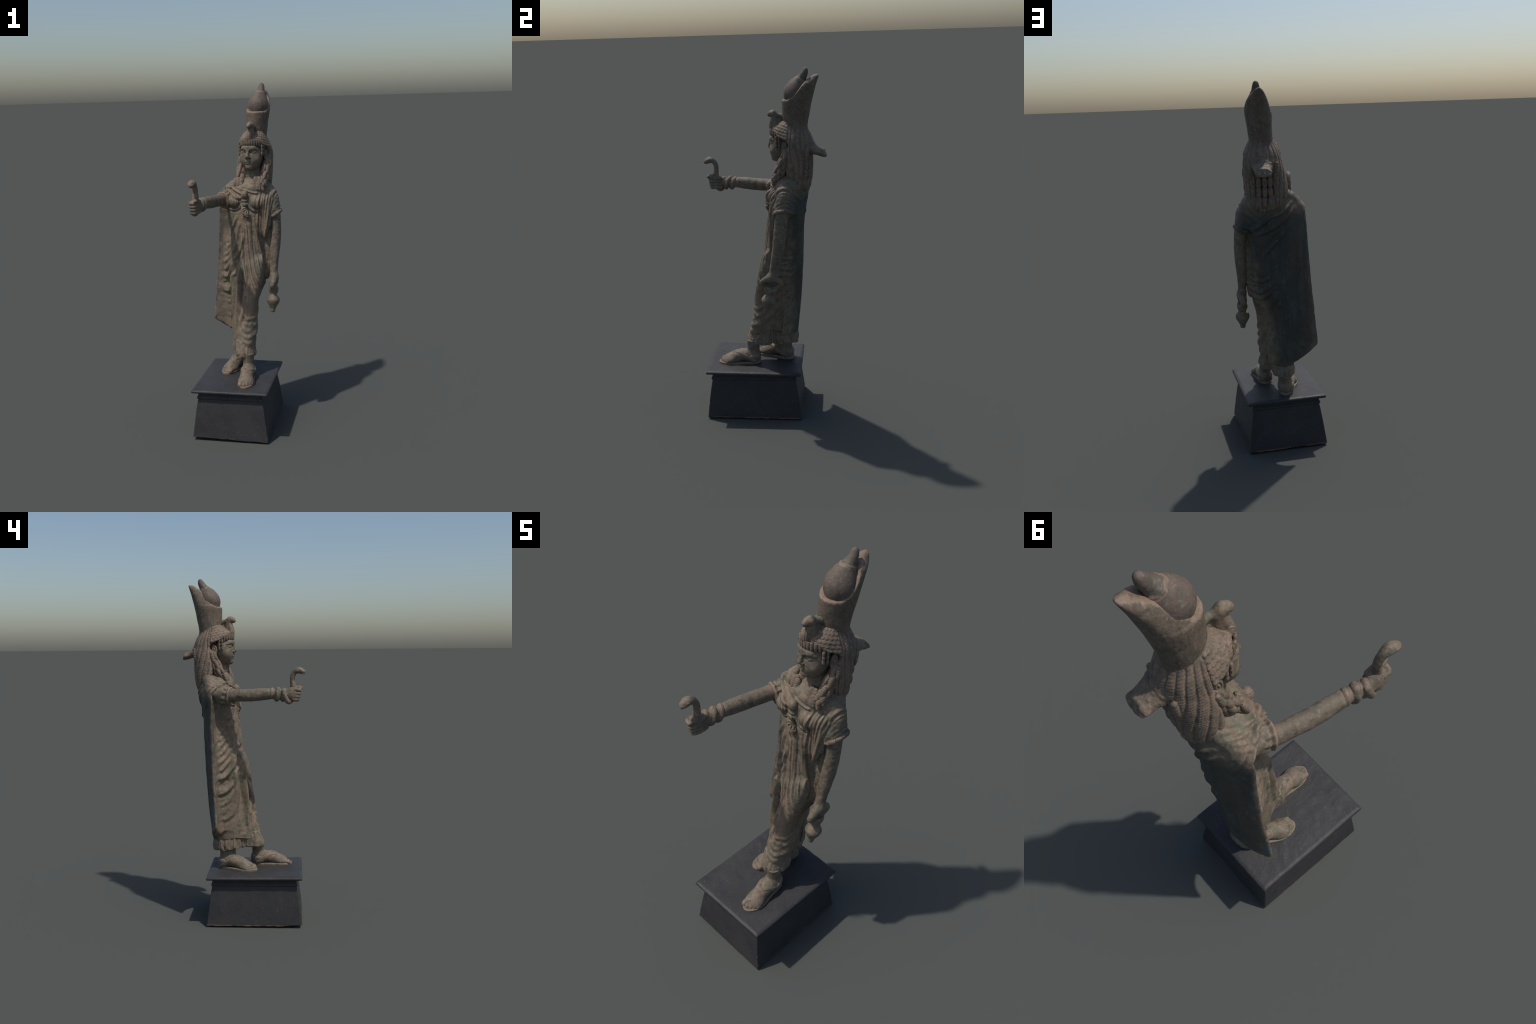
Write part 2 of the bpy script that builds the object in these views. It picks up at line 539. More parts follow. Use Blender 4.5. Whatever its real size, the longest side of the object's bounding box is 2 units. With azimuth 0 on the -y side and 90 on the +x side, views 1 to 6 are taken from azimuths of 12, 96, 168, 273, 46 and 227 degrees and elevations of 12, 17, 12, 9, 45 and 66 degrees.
def cape(P):
    yb, = curve1(P[:, 2], BACK_Y)
    xr, yr = curve1(P[:, 2], EDGE)
    xb = .0
    s = (xb - P[:, 0]) / (xb - xr)
    e = np.clip(s, 0, 1.3) ** 2.2
    over = np.clip(P[:, 0] - xb, 0, .12)
    left = .55 * over + 8 * over ** 2        # the back wraps forward round the left leg
    yo = yb - (yb - yr) * e - left
    slope = 1 / np.sqrt(1 + ((yb - yr) * 2.2 * np.clip(s, 0, 1.3) ** 1.2 / (xb - xr)) ** 2 + np.where(over > 0, .55 + 16 * over, 0) ** 2)
    thick = .016 + .012 * np.clip(1 - s, 0, 1)
    f = smax((P[:, 1] - yo) * slope, (yo - thick - P[:, 1]) * slope, .008)
    zb = np.interp(P[:, 0], [k[0] for k in CAPE_FOOT], [k[1] for k in CAPE_FOOT])
    # cloth strung between the front of the body and the inside of the cape edge
    bx, by = curve1(P[:, 2], WEB)
    ex, ey = xr + .010, yr - .012
    dx, dy = ex - bx, ey - by
    L = np.hypot(dx, dy)
    t = np.clip(((P[:, 0] - bx) * dx + (P[:, 1] - by) * dy) / L ** 2, -.3, 1.3)
    web = ((P[:, 0] - bx) * -dy + (P[:, 1] - by) * dx) / L + np.interp(P[:, 2], [.60, .72, .85, .95, 1.02, 1.15], [.038, .032, .014, .006, .014, .036]) * np.sin(np.pi * np.clip(t, 0, 1))
    web = smax(smax(web, P[:, 1] - yo + .006, .006), P[:, 0] - .03, .01)
    web = smax(web, -.02 - ((P[:, 0] - bx) * dx + (P[:, 1] - by) * dy) / L, .02)
    web = smax(smax(web, P[:, 2] - 1.31, .02), zb + .006 + 1.6 * np.clip(P[:, 0] + .10, 0, .1) - P[:, 2], .02)
    f = smin(f, web, .008)
    f = smax(f, xr - P[:, 0], .008)
    f = smax(f, P[:, 0] - .070, .02)
    f = smax(f, (zb - P[:, 2]) * .85, .008)
    return smax(f, P[:, 2] - 1.40, .02)


def gown_foot(P):
    """lower border of the robe: dips at the front and at the back"""
    a = np.arctan2(P[:, 0] - .01, -(P[:, 1] - .04))
    return .484 - .012 * np.cos(a * 2) + .012 * np.sin(a)


def robe(P):
    f = smax(column(P, BODY), .86 - P[:, 2], .04)
    legs = smin(column(P, LEFT_LEG), column(P, RIGHT_LEG), .05)
    legs = smin(legs, column(P, BETWEEN), .03)
    f = smin(f, smax(legs, P[:, 2] - .97, .04), .03)
    f = smax(f, gown_foot(P) - P[:, 2], .01)
    f = smin(f, ball(P, (.096, .066, 1.318), (.043, .040, .042)), .010)
    f = smin(f, ball(P, (-.030, .067, 1.326), (.043, .040, .042)), .010)
    # front of the left thigh and shin pressing through the cloth
    f = smin(f, tube(P, [(.098, .040, .97, .036), (.092, .020, .90, .039), (.082, .006, .83, .041), (.056, -.010, .73, .044), (.050, -.020, .62, .042), (.046, -.036, .53, .042)]), .02)
    # cloth bridging the left arm and the flank
    f = smin(f, tube(P, [(.160, .105, 1.20, .022), (.155, .100, 1.05, .022), (.150, .088, .95, .020), (.147, .078, .885, .014), (.145, .074, .865, .008)]), .015)
    # left shoulder wrap with the loose panel between arm and trunk
    f = smin(f, tube(P, [(.13, .15, 1.382, .034), (.164, .142, 1.362, .036), (.178, .136, 1.31, .038), (.184, .134, 1.258, .041)], flat=(1, 1.35, 1)), .02)
    f = smin(f, tube(P, [(.140, .085, 1.33, .034), (.150, .078, 1.24, .026), (.145, .066, 1.16, .016), (.142, .060, 1.115, .009)]), .014)
    f = smin(f, tube(P, [(.150, .082, 1.31, .024), (.172, .084, 1.27, .018), (.190, .086, 1.240, .012)]), .014)
    f = smin(f, tube(P, [(.140, .078, 1.28, .024), (.158, .074, 1.22, .017), (.170, .073, 1.185, .010)]), .014)
    # right shoulder
    f = smin(f, tube(P, [(.0, .15, 1.395, .04), (-.06, .135, 1.368, .044), (-.085, .115, 1.344, .048)]), .025)
    f = smin(f, tube(P, [(.02, .200, 1.435, .030), (-.04, .196, 1.415, .032), (-.080, .180, 1.388, .032), (-.105, .170, 1.355, .03)]), .025)
    f = smax(f, gown_foot(P) - P[:, 2], .008)
    return smin(f, cape(P), .016)


def robe_strokes():
    """folds of the robe, seen from each side: (side, height, width, line)"""
    S = []
    fr = [[(.056, 1.20), (.062, 1.067), (.077, .977), (.095, .911), (.126, .835)], [(.085, 1.22), (.106, 1.067), (.126, 1.0), (.150, .934)], [(.039, 1.19), (.047, 1.044), (.063, .943), (.084, .861), (.110, .802)],
          [(.012, 1.13), (.014, .999), (.031, .921), (.044, .855), (.068, .806)]]
    for line in fr:
        S.append(('front', .0075, .0085, line))
    long_ = [('front', .008, .010, [(.004, 1.0), (-.008, .859), (-.012, .777), (-.023, .693), (-.037, .593), (-.044, .51)]), ('front', -.010, .014, [(.016, .909), (.014, .832), (.010, .749), (.020, .66), (.012, .60)]),
             ('front', .007, .008, [(.030, .84), (.026, .77), (.035, .69)]), ('front', .006, .007, [(.014, .69), (-.002, .62), (-.014, .56), (-.020, .52)])]
    S += long_
    S += fan('front', .0034, .0045, [(.024, 1.21), (.027, 1.08), (.036, .96), (.052, .88)], [(.110, 1.21), (.122, 1.07), (.142, .99), (.156, .93)], 10, 1)
    S += fan('front', .0030, .0042, [(.000, .93), (-.004, .82), (-.014, .72), (-.026, .62)], [(.062, .90), (.058, .80), (.050, .72), (.040, .64)], 7, 2)
    # belly: cloth drawn down from the knot to the right hip
    for line in ([(-.022, 1.235), (-.041, 1.19), (-.062, 1.15)], [(.021, 1.13), (.003, 1.055), (-.021, 1.009), (-.052, .975)], [(-.004, 1.20), (-.020, 1.13), (-.035, 1.06), (-.058, 1.01)], [(.010, 1.02), (-.010, .96), (-.036, .91), (-.058, .88)]):
        S.append(('front', .006, .0075, line))
    # bowls of cloth over the left shin
    for line in ([(.000, .70), (.023, .665), (.048, .645), (.070, .650)], [(-.023, .665), (.019, .592), (.050, .576), (.072, .584)], [(-.020, .615), (.019, .555), (.050, .538), (.074, .545)], [(-.016, .577), (.019, .523), (.055, .506), (.076, .510)], [(.030, .625), (.055, .610), (.080, .622)]):
        S.append(('front', .0022, .0095, line))
    # right flank: swags hanging from the cape to the front pleat
    for h, w, line in ((.006, .009, [(.165, 1.122), (.126, 1.116), (.105, 1.14)]), (.008, .010, [(.160, 1.082), (.121, 1.083), (.088, 1.120), (.070, 1.16)]), (.008, .010, [(.158, 1.043), (.122, 1.050), (.080, 1.099), (.060, 1.15)]),
                       (.008, .010, [(.159, .992), (.111, 1.005), (.075, 1.06), (.055, 1.11)]), (.008, .010, [(.157, .947), (.112, .962), (.067, 1.02), (.045, 1.08)]), (.008, .010, [(.158, .902), (.113, .910), (.067, .964), (.04, 1.03)]),
                       (.013, .012, [(.158, .865), (.113, .860), (.079, .891), (.051, .936), (.034, 1.0)]), (-.014, .018, [(.153, .825), (.114, .815), (.078, .845)]), (.012, .012, [(.148, .778), (.122, .766), (.088, .782), (.058, .823), (.036, .90)]),
                       (.009, .012, [(.145, .612), (.098, .612), (.064, .640), (.044, .697), (.034, .79), (.028, .88)]), (.006, .010, [(.142, .70), (.110, .70), (.075, .73), (.055, .79)]), (-.018, .013, [(.030, 1.02), (.020, .868), (.008, .755), (.002, .62), (.0, .53)]),
                       (.013, .009, [(-.002, .86), (-.013, .755), (-.022, .669), (-.029, .53)]), (.006, .008, [(-.021, .88), (-.037, .783), (-.050, .66)])):
        S.append(('right', h * .6, w, [(min(y, .130), z) for y, z in line]))
    # left flank: folds sweeping from behind the wrist down to the shin
    for h, w, line in ((.008, .008, [(.075, .957), (.102, .949), (.134, .943), (.167, .954), (.19, .97)]), (.006, .010, [(.089, .872), (.138, .878), (.183, .929), (.20, .97)]), (.006, .010, [(.07, .825), (.094, .838), (.143, .855), (.188, .906), (.210, .957)]),
                       (.008, .014, [(-.075, .537), (.010, .592), (.096, .687), (.158, .780), (.205, .884)]), (.006, .010, [(-.067, .597), (.0, .627), (.046, .663), (.10, .74)]), (.004, .010, [(.092, .533), (.121, .575), (.155, .629), (.18, .68)]), (.006, .009, [(-.055, .645), (-.021, .660), (.02, .70)]),
                       (-.007, .010, [(.06, 1.13), (.065, 1.0), (.05, .90)])):
        S.append(('left', h * .7, w, line))
    # back: folds raking from the right shoulder to the left hip, then long quiet verticals
    for h, w, line in ((.007, .007, [(.165, .985), (.130, .968), (.100, .970), (.070, .985)]), (.006, .010, [(.16, .937), (.125, .902), (.090, .914), (.050, .962)]), (.005, .010, [(.15, .885), (.108, .863), (.070, .901), (.045, .95)]), (.006, .012, [(.029, .897), (.050, .836), (.070, .769), (.088, .713), (.10, .656)]),
                       (.005, .010, [(.012, .874), (.034, .792), (.056, .726), (.075, .66), (.085, .60)]), (.009, .010, [(-.059, 1.385), (.003, 1.337), (.060, 1.315), (.110, 1.274), (.150, 1.245)]), (.008, .010, [(-.069, 1.362), (-.011, 1.295), (.060, 1.250), (.130, 1.22)]), (.005, .010, [(-.051, 1.273), (.019, 1.196), (.070, 1.139), (.10, 1.09)]),
                       (.005, .010, [(-.019, 1.229), (.040, 1.167), (.085, 1.12)]), (.004, .016, [(-.110, 1.365), (-.100, 1.187), (-.100, .98), (-.10, .768), (-.09, .607)]), (.003, .016, [(-.135, 1.20), (-.14, .98), (-.15, .768), (-.16, .62)]), (.003, .016, [(-.06, 1.22), (-.05, 1.0), (-.045, .8), (-.04, .56)]),
                       (.0045, .010, [(.165, 1.378), (.145, 1.358), (.116, 1.319)]), (.0045, .010, [(.175, 1.338), (.155, 1.318), (.130, 1.285)]), (.004, .010, [(.180, 1.306), (.165, 1.290), (.145, 1.272)])):
        S.append(('back', h, w, line))
    # shoulder wrap: curved ribs over the left upper arm
    for i in range(5):
        z = 1.378 - .022 * i
        S.append(('left', .0034, .0060, [(.080, z - .045), (.105, z - .010), (.140, z + .002), (.175, z - .020), (.205, z - .065)]))
    S += fan('front', .0055, .0055, [(.125, 1.385), (.112, 1.30), (.106, 1.20), (.118, 1.12)], [(.186, 1.375), (.184, 1.33), (.170, 1.25), (.144, 1.12)], 6, 11)
    # chest: bands from the right shoulder to the knot, and the band under the breasts
    S += [('front', .007, .007, [(-.095, 1.40), (-.055, 1.375), (-.010, 1.350), (.018, 1.345)]), ('front', .006, .006, [(-.085, 1.418), (-.04, 1.395), (.0, 1.375), (.02, 1.37)]),
          ('front', .007, .007, [(.045, 1.335), (.058, 1.295), (.085, 1.272), (.12, 1.272)]), ('front', .005, .006, [(.02, 1.32), (-.01, 1.285), (-.045, 1.277), (-.08, 1.29)]), ('front', .004, .005, [(.02, 1.395), (.05, 1.385), (.085, 1.375), (.11, 1.375)])]
    S += fan('front', .0022, .0034, [(-.075, 1.372), (-.060, 1.33), (-.045, 1.295)], [(.0, 1.352), (.005, 1.32), (.0, 1.292)], 8, 14, .001)
    S += fan('front', .0022, .0034, [(.055, 1.362), (.062, 1.32), (.072, 1.29)], [(.115, 1.345), (.115, 1.31), (.108, 1.285)], 7, 15, .001)
    # right shoulder
    S += fan('right', .0045, .0055, [(.075, 1.405), (.10, 1.40), (.13, 1.40), (.16, 1.385)], [(.16, 1.395), (.19, 1.36), (.21, 1.30), (.22, 1.22)], 6, 16)
    S += fan('top', .0028, .0055, [(-.05, .08), (-.055, .13), (-.05, .18), (-.04, .22)], [(-.12, .10), (-.125, .14), (-.12, .18), (-.10, .21)], 5, 17)
    return S


def build_robe():
    V, Q = skin(robe, (-.235, -.135, .445), (.255, .275, 1.475), .0026)
    N = vertex_normals(V, Q)
    h = carve(V, N, robe_strokes()) + noise(V, .018, 21) * .0009 + noise(V * A(1, 1, .35), .009, 22) * .0006
    V = V + N * h[:, None]
    V = soften(V, Q, 1, .35)

    def pick(c):
        yb, = curve1(c[:, 2], BACK_Y)
        on_cape = ((c[:, 1] > .155) & (c[:, 0] < .09) & (c[:, 2] < 1.33)) | ((c[:, 0] < -.105) & (c[:, 2] < 1.30))
        upper = c[:, 2] > 1.245
        return np.where(on_cape, 2, np.where(upper, 0, 1))
    split(V, Q, ['torso', 'gown', 'cape'], pick, ROBE)


def build_tunic_hem():
    front_leg = [(.53, .025, -.022, .054, .062, 0), (.49, .026, -.032, .057, .068, 0), (.45, .030, -.043, .060, .074, 0), (.425, .031, -.045, .061, .075, 0), (.40, .031, -.045, .058, .073, 0)]
    rear_leg = [(.53, -.022, .096, .048, .078, 0), (.49, -.021, .096, .052, .082, 0), (.45, -.019, .098, .059, .087, 0), (.425, -.018, .098, .060, .087, 0), (.40, -.018, .098, .058, .084, 0)]

    def f(P):
        g = smin(column(P, front_leg), column(P, rear_leg), .05)
        a = np.arctan2(P[:, 0] - .005, -(P[:, 1] - .035))
        bottom = .416 - .010 * np.cos(a - 2.6) + .003 * np.sin(9 * a) + .0025 * np.sin(17 * a + 1)
        return smax(smax(g, bottom - P[:, 2], .008), P[:, 2] - .52, .008)

    def relief(P, N):
        a = np.arctan2(P[:, 0] - .005, -(P[:, 1] - .035))
        side = np.clip(1 - np.abs(N[:, 2]) * 1.2, 0, 1)
        w = a + .05 * noise(P, .03, 4)
        return side * (.0030 * np.sin(w * 17 + 2.6 * noise(P, .05, 6)) + .0014 * np.sin(w * 43 + 2 * noise(P, .03, 8))) + noise(P, .012, 7) * .0008
    solid('tunic_hem', f, (-.12, -.15, .385), (.135, .22, .53), .0026, METAL, relief)


def build_sleeve_rims():
    # rolled fringe at the end of the left shoulder wrap
    def rim(P):
        pts = []
        for i in range(25):
            t = 2 * math.pi * i / 24
            pts.append(((.187) + .0365 * math.cos(t), .134 + .054 * math.sin(t), 1.252 + .010 * math.cos(t * 1.0) - .012 * math.sin(t) ** 2, .0112))
        return tube(P, pts, 1, .004)

    def relief(P, N):
        a = np.arctan2(P[:, 1] - .133, P[:, 0] - .191)
        return .0008 * np.sin(a * 38 + P[:, 2] * 300) + noise(P, .012, 3) * .0022
    solid('sleeve_fringe', rim, (.12, .05, 1.20), (.26, .22, 1.30), .0024, ROBE, relief)

    d = A(-.33, -.90, -.12)
    d /= np.linalg.norm(d)
    end = A(-.110, .062, 1.338)

    def cuff(P):
        f = tube(P, [(-.060, .135, 1.352, .048), (-.088, .10, 1.334, .046), (-.114, .050, 1.337, .039)], flat=(1, 1, 1.05))
        f = smin(f, ball(P, (-.084, .105, 1.312), (.030, .040, .042)), .02)
        return smax(f, (P - end) @ d, .006)

    def cuff_relief(P, N):
        s = (P - end) @ d
        a = np.arctan2(P[:, 2] - 1.342, P[:, 0] + .095)
        return .0028 * np.sin(a * 9 + 1.5 * noise(P, .03, 8)) * np.clip(-s / .02, 0, 1) + .003 * np.exp(-((s + .006) / .005) ** 2) - .003 * np.exp(-((s + .018) / .004) ** 2) + .0005 * np.sin(a * 40) * np.exp(-((s + .006) / .006) ** 2)
    solid('sleeve', cuff, (-.16, .02, 1.255), (.0, .20, 1.425), .0024, ROBE, cuff_relief)


def build_knot():
    def f(P):
        g = ball(P, (.030, .042, 1.366), (.021, .022, .025))
        g = smin(g, ball(P, (.030, .042, 1.332), (.020, .017, .012)), .004)
        g = smin(g, ball(P, (.031, .038, 1.310), (.019, .016, .016)), .004)
        g = smin(g, tube(P, [(.026, .040, 1.30, .014), (.032, .034, 1.275, .015), (.046, .030, 1.25, .013), (.052, .030, 1.232, .005)]), .004)
        g = smin(g, tube(P, [(.018, .042, 1.30, .008), (.020, .036, 1.25, .008), (.030, .034, 1.205, .006), (.042, .030, 1.185, .004)]), .004)
        return g

    def relief(P, N):
        return .0022 * np.sin((P[:, 0] * .8 + P[:, 2] * .7 + .02 * noise(P, .02, 3)) * 520) * np.clip((1.335 - P[:, 2]) / .02, .25, 1)
    solid('knot', f, (-.02, -.0, 1.165), (.08, .085, 1.41), .002, METAL, relief)


# ================================================================== head
HO, HA = A(.072, .160), math.radians(10)
HC, HS = math.cos(HA), math.sin(HA)


def to_head(P):
    d = P[:, :2] - HO
    return np.stack([d[:, 0] * HC - d[:, 1] * HS, d[:, 0] * HS + d[:, 1] * HC, P[:, 2]], 1)


def from_head(x, y, z):
    return (HO[0] + x * HC + y * HS, HO[1] - x * HS + y * HC, z)


def build_face():
    def f(W):
        P = to_head(W)
        M = P.copy()
        M[:, 0] = np.abs(M[:, 0])
        g = ball(P, (0, -.040, 1.594), (.067, .066, .085))
        g = smin(g, ball(P, (0, -.056, 1.536), (.043, .042, .034)), .025)
        g = smin(g, ball(M, (.030, -.074, 1.566), (.028, .026, .028)), .02)
        g = smin(g, ball(P, (0, -.088, 1.523), (.019, .014, .014)), .012)
        g = smin(g, ball(P, (0, -.086, 1.636), (.045, .022, .018)), .015)
        # brows and sockets
        g = smin(g, tube(M, [(.008, -.1025, 1.622, .004), (.028, -.0985, 1.631, .004), (.050, -.078, 1.624, .003)]), .008)
        g = smax(g, -ball(M, (.029, -.1085, 1.610), (.019, .012, .0105)), .008)
        g = smin(g, ball(M, (.029, -.0895, 1.609), (.0150, .0105, .0078)), .002)
        g = smin(g, tube(M, [(.013, -.0975, 1.609, .0014), (.028, -.1005, 1.6175, .0016), (.045, -.0895, 1.611, .0014)], k=.001), .002)
        g = smin(g, tube(M, [(.014, -.0965, 1.607, .0011), (.029, -.0985, 1.6005, .0012), (.044, -.0885, 1.609, .0010)], k=.001), .002)
        # nose
        g = smin(g, tube(P, [(0, -.101, 1.622, .0065), (0, -.1085, 1.602, .0075), (0, -.1135, 1.586, .0095)]), .008)
        g = smin(g, ball(M, (.0095, -.106, 1.5815), (.0068, .0085, .0062)), .004)
        g = smax(g, -ball(M, (.0055, -.113, 1.5755), (.0032, .005, .003)), .002)
        # mouth
        g = smax(g, -ball(P, (0, -.1135, 1.566), (.003, .006, .007)), .004)
        g = smin(g, ball(M, (.006, -.1005, 1.5575), (.0125, .0085, .0046)), .003)
        g = smin(g, ball(P, (0, -.0995, 1.5470), (.0145, .0085, .0052)), .003)
        g = smax(g, -tube(M, [(0, -.1105, 1.5520, .0016), (.012, -.1065, 1.5522, .0015), (.022, -.098, 1.5535, .0012)], k=.001), .002)
        g = smax(g, -ball(P, (0, -.1085, 1.5365), (.014, .006, .004)), .005)
        neck = tube(P, [(0, -.010, 1.56, .046), (.002, -.016, 1.49, .048), (.004, -.010, 1.43, .058), (.004, .0, 1.39, .075)])
        g = smin(g, neck, .012)
        g = smin(g, ball(P, (.006, -.040, 1.420), (.060, .050, .034)), .02)
        return smax(g, 1.375 - P[:, 2], .004)
    V, Q = skin(f, (-.03, .03, 1.37), (.17, .27, 1.69), .0018)
    N = vertex_normals(V, Q)
    P = to_head(V)
    rings = -.0018 * np.exp(-((P[:, 2] - 1.475 + .1 * P[:, 1]) / .0025) ** 2) - .0018 * np.exp(-((P[:, 2] - 1.455 + .1 * P[:, 1]) / .0025) ** 2)
    V = V + N * (noise(V, .012, 2) * .0005 + rings)[:, None]
    split(V, Q, ['head', 'neck'], lambda c: np.where(c[:, 2] + .35 * np.clip(to_head(c)[:, 1] + .06, -.06, .1) < 1.505, 1, 0), SKIN)


def build_ears():
    for s in (1, -1):
        def f(W):
            P = to_head(W)
            P[:, 0] *= s
            R = turn('x', -12)
            g = ball(P, (.074, -.010, 1.594), (.013, .0175, .030), R)
            g = smax(g, -ball(P, (.089, -.013, 1.597), (.010, .0095, .018), R), .003)
            g = smin(g, ball(P, (.078, -.017, 1.570), (.009, .009, .010)), .004)
            return smin(g, ball(P, (.081, -.012, 1.594), (.005, .004, .010), R), .003)
        c = from_head(.078 * s, -.01, 1.594)
        solid('ear', f, A(*c) - .045, A(*c) + .045, .0018, SKIN)


HAIR_KEYS = [(1.735, 0, .020, .045, .050, 0), (1.715, 0, .012, .056, .068, 0), (1.69, 0, .004, .071, .090, 0), (1.65, 0, .011, .090, .106, 0), (1.60, -.001, .022, .101, .109, 0), (1.55, -.007, .024, .107, .106, 0),
             (1.48, -.014, .026, .109, .103, 0), (1.42, -.018, .026, .108, .096, 0), (1.37, -.014, .030, .096, .082, 0), (1.32, -.012, .034, .080, .066, 0)]
SHEAF = [(.076, .006, 1.575, .020), (.074, -.012, 1.52, .024), (.068, -.036, 1.465, .026), (.068, -.058, 1.425, .024), (.070, -.066, 1.405, .018)]


def build_hair():
    cut = [(1.30, .03), (1.40, .005), (1.48, -.004), (1.54, .002), (1.57, .012), (1.61, .014), (1.635, -.006), (1.66, -.06), (1.69, -.14), (1.74, -.2)]

    def f(W):
        P = to_head(W)
        g = column(P, HAIR_KEYS)
        c = np.interp(P[:, 2], [k[0] for k in cut], [k[1] for k in cut])
        g = smax(g, (c - P[:, 1]) * .8, .012)
        # side masses swinging forward on to the shoulders
        M = P.copy()
        M[:, 0] = np.abs(M[:, 0])
        g = smin(g, tube(M, [(x, y, z, r - .004) for x, y, z, r in SHEAF]), .012)
        # the nape is recessed for its rows of corkscrew curls
        nape = ball(P, (-.004, .150, 1.445), (.080, .056, .175))
        g = smax(g, -nape, .012)
        bottom = 1.345 + .30 * np.abs(P[:, 0]) ** 1.0 + .3 * np.clip(-P[:, 1], 0, 1)
        return smax(g, bottom - P[:, 2], .01)

    def relief(W, N):
        P = to_head(W)
        a = np.arctan2(P[:, 0], P[:, 1] - .0)
        sway = .10 * np.sin((P[:, 2] - 1.45) * 15 + 2.0 * np.abs(a)) * np.sign(np.sin(a)) * np.clip((1.70 - P[:, 2]) / .1, 0, 1)
        w = a + sway + .05 * noise(W * A(1, 1, .4), .04, 2)
        top = np.clip((1.72 - P[:, 2]) / .03, .2, 1)
        cell = w * 26 / (2 * np.pi)
        lane = np.floor(cell)
        frac = cell - lane
        strand = .45 * np.sin(np.pi * frac) ** .8 - 1.0 * np.exp(-(np.minimum(frac, 1 - frac) / .13) ** 2)
        fine = np.sin(w * 140 + 2 * noise(W, .02, 5))
        tick = np.sin(P[:, 2] * 620 + frac * 5 + lane * 2.1)
        crop = np.clip(1 - np.abs(N[:, 2]) * .6, 0, 1)
        return crop * top * (.0044 * strand + .0004 * fine + .00045 * tick) + noise(W, .02, 9) * .001
    solid('hair', f, (-.07, .03, 1.33), (.22, .31, 1.75), .0024, HAIR, relief)


def build_headdress():
    """feathered vulture cap in front of the crown"""
    def f(W):
        P = to_head(W)
        g = column(P, HAIR_KEYS) - .005
        low = 1.679 - 3.4 * np.clip(np.abs(P[:, 0]) - .025, 0, 1) ** 1.6 - .0 * P[:, 1]
        g = smax(g, (low - P[:, 2]) * .8, .010)
        g = smax(g, P[:, 1] - .012, .010)
        g = smax(g, P[:, 2] - 1.725, .01)
        g = smin(g, ball(P, (.0, -.093, 1.692), (.019, .017, .022)), .008)
        return g

    def relief(W, N):
        P = to_head(W)
        a = np.arctan2(P[:, 0], -P[:, 1] + .0)
        u, v = a * .085 / .019, (P[:, 2] + .25 * P[:, 1]) / .0155
        row = np.floor(v)
        du = (u + .5 * (row % 2)) % 1 - .5
        dv = v - row
        r = np.hypot(du * 1.05, (1 - dv) * .95)
        scallop = np.where(r < .55, .0016 * (1 - (r / .55) ** 2) + .0006, 0) - .0022 * np.exp(-((r - .58) / .10) ** 2)
        tassel = np.clip(1 - ((P[:, 0]) / .022) ** 2, 0, 1) * (P[:, 2] < 1.715)
        stripes = .0018 * np.sin(P[:, 0] * 900)
        return np.where(tassel > 0, stripes * tassel, scallop * .62) + noise(W, .012, 3) * .0008
    solid('feather_headdress', f, (-.05, .02, 1.60), (.20, .22, 1.74), .002, HAIR, relief)


def lock_mesh(n_ribs=5, twist=1.0):
    """one corkscrew curl hanging along -z, unit length and half-width 1"""
    V, Q = [], []
    rows, m = 44, 18
    for r in range(rows):
        t = r / (rows - 1)
        w = (math.sin(math.pi * min(1, .08 + t * .92) ** .75) ** .35) * (1 if t < .97 else .75)
        if r in (0, rows - 1):
            w *= .15
        for i in range(m):
            a = 2 * math.pi * i / m
            rib = 1 + .045 * math.sin(2 * math.pi * n_ribs * t + 1.7 * math.cos(a) * twist + .6 * math.sin(2 * a))
            V.append((math.cos(a) * w * rib, math.sin(a) * w * rib, -t))
    for r in range(rows - 1):
        for i in range(m):
            Q.append((r * m + i, (r + 1) * m + i, (r + 1) * m + (i + 1) % m, r * m + (i + 1) % m)[::-1])
    return A(*V), A(*Q).astype(int)


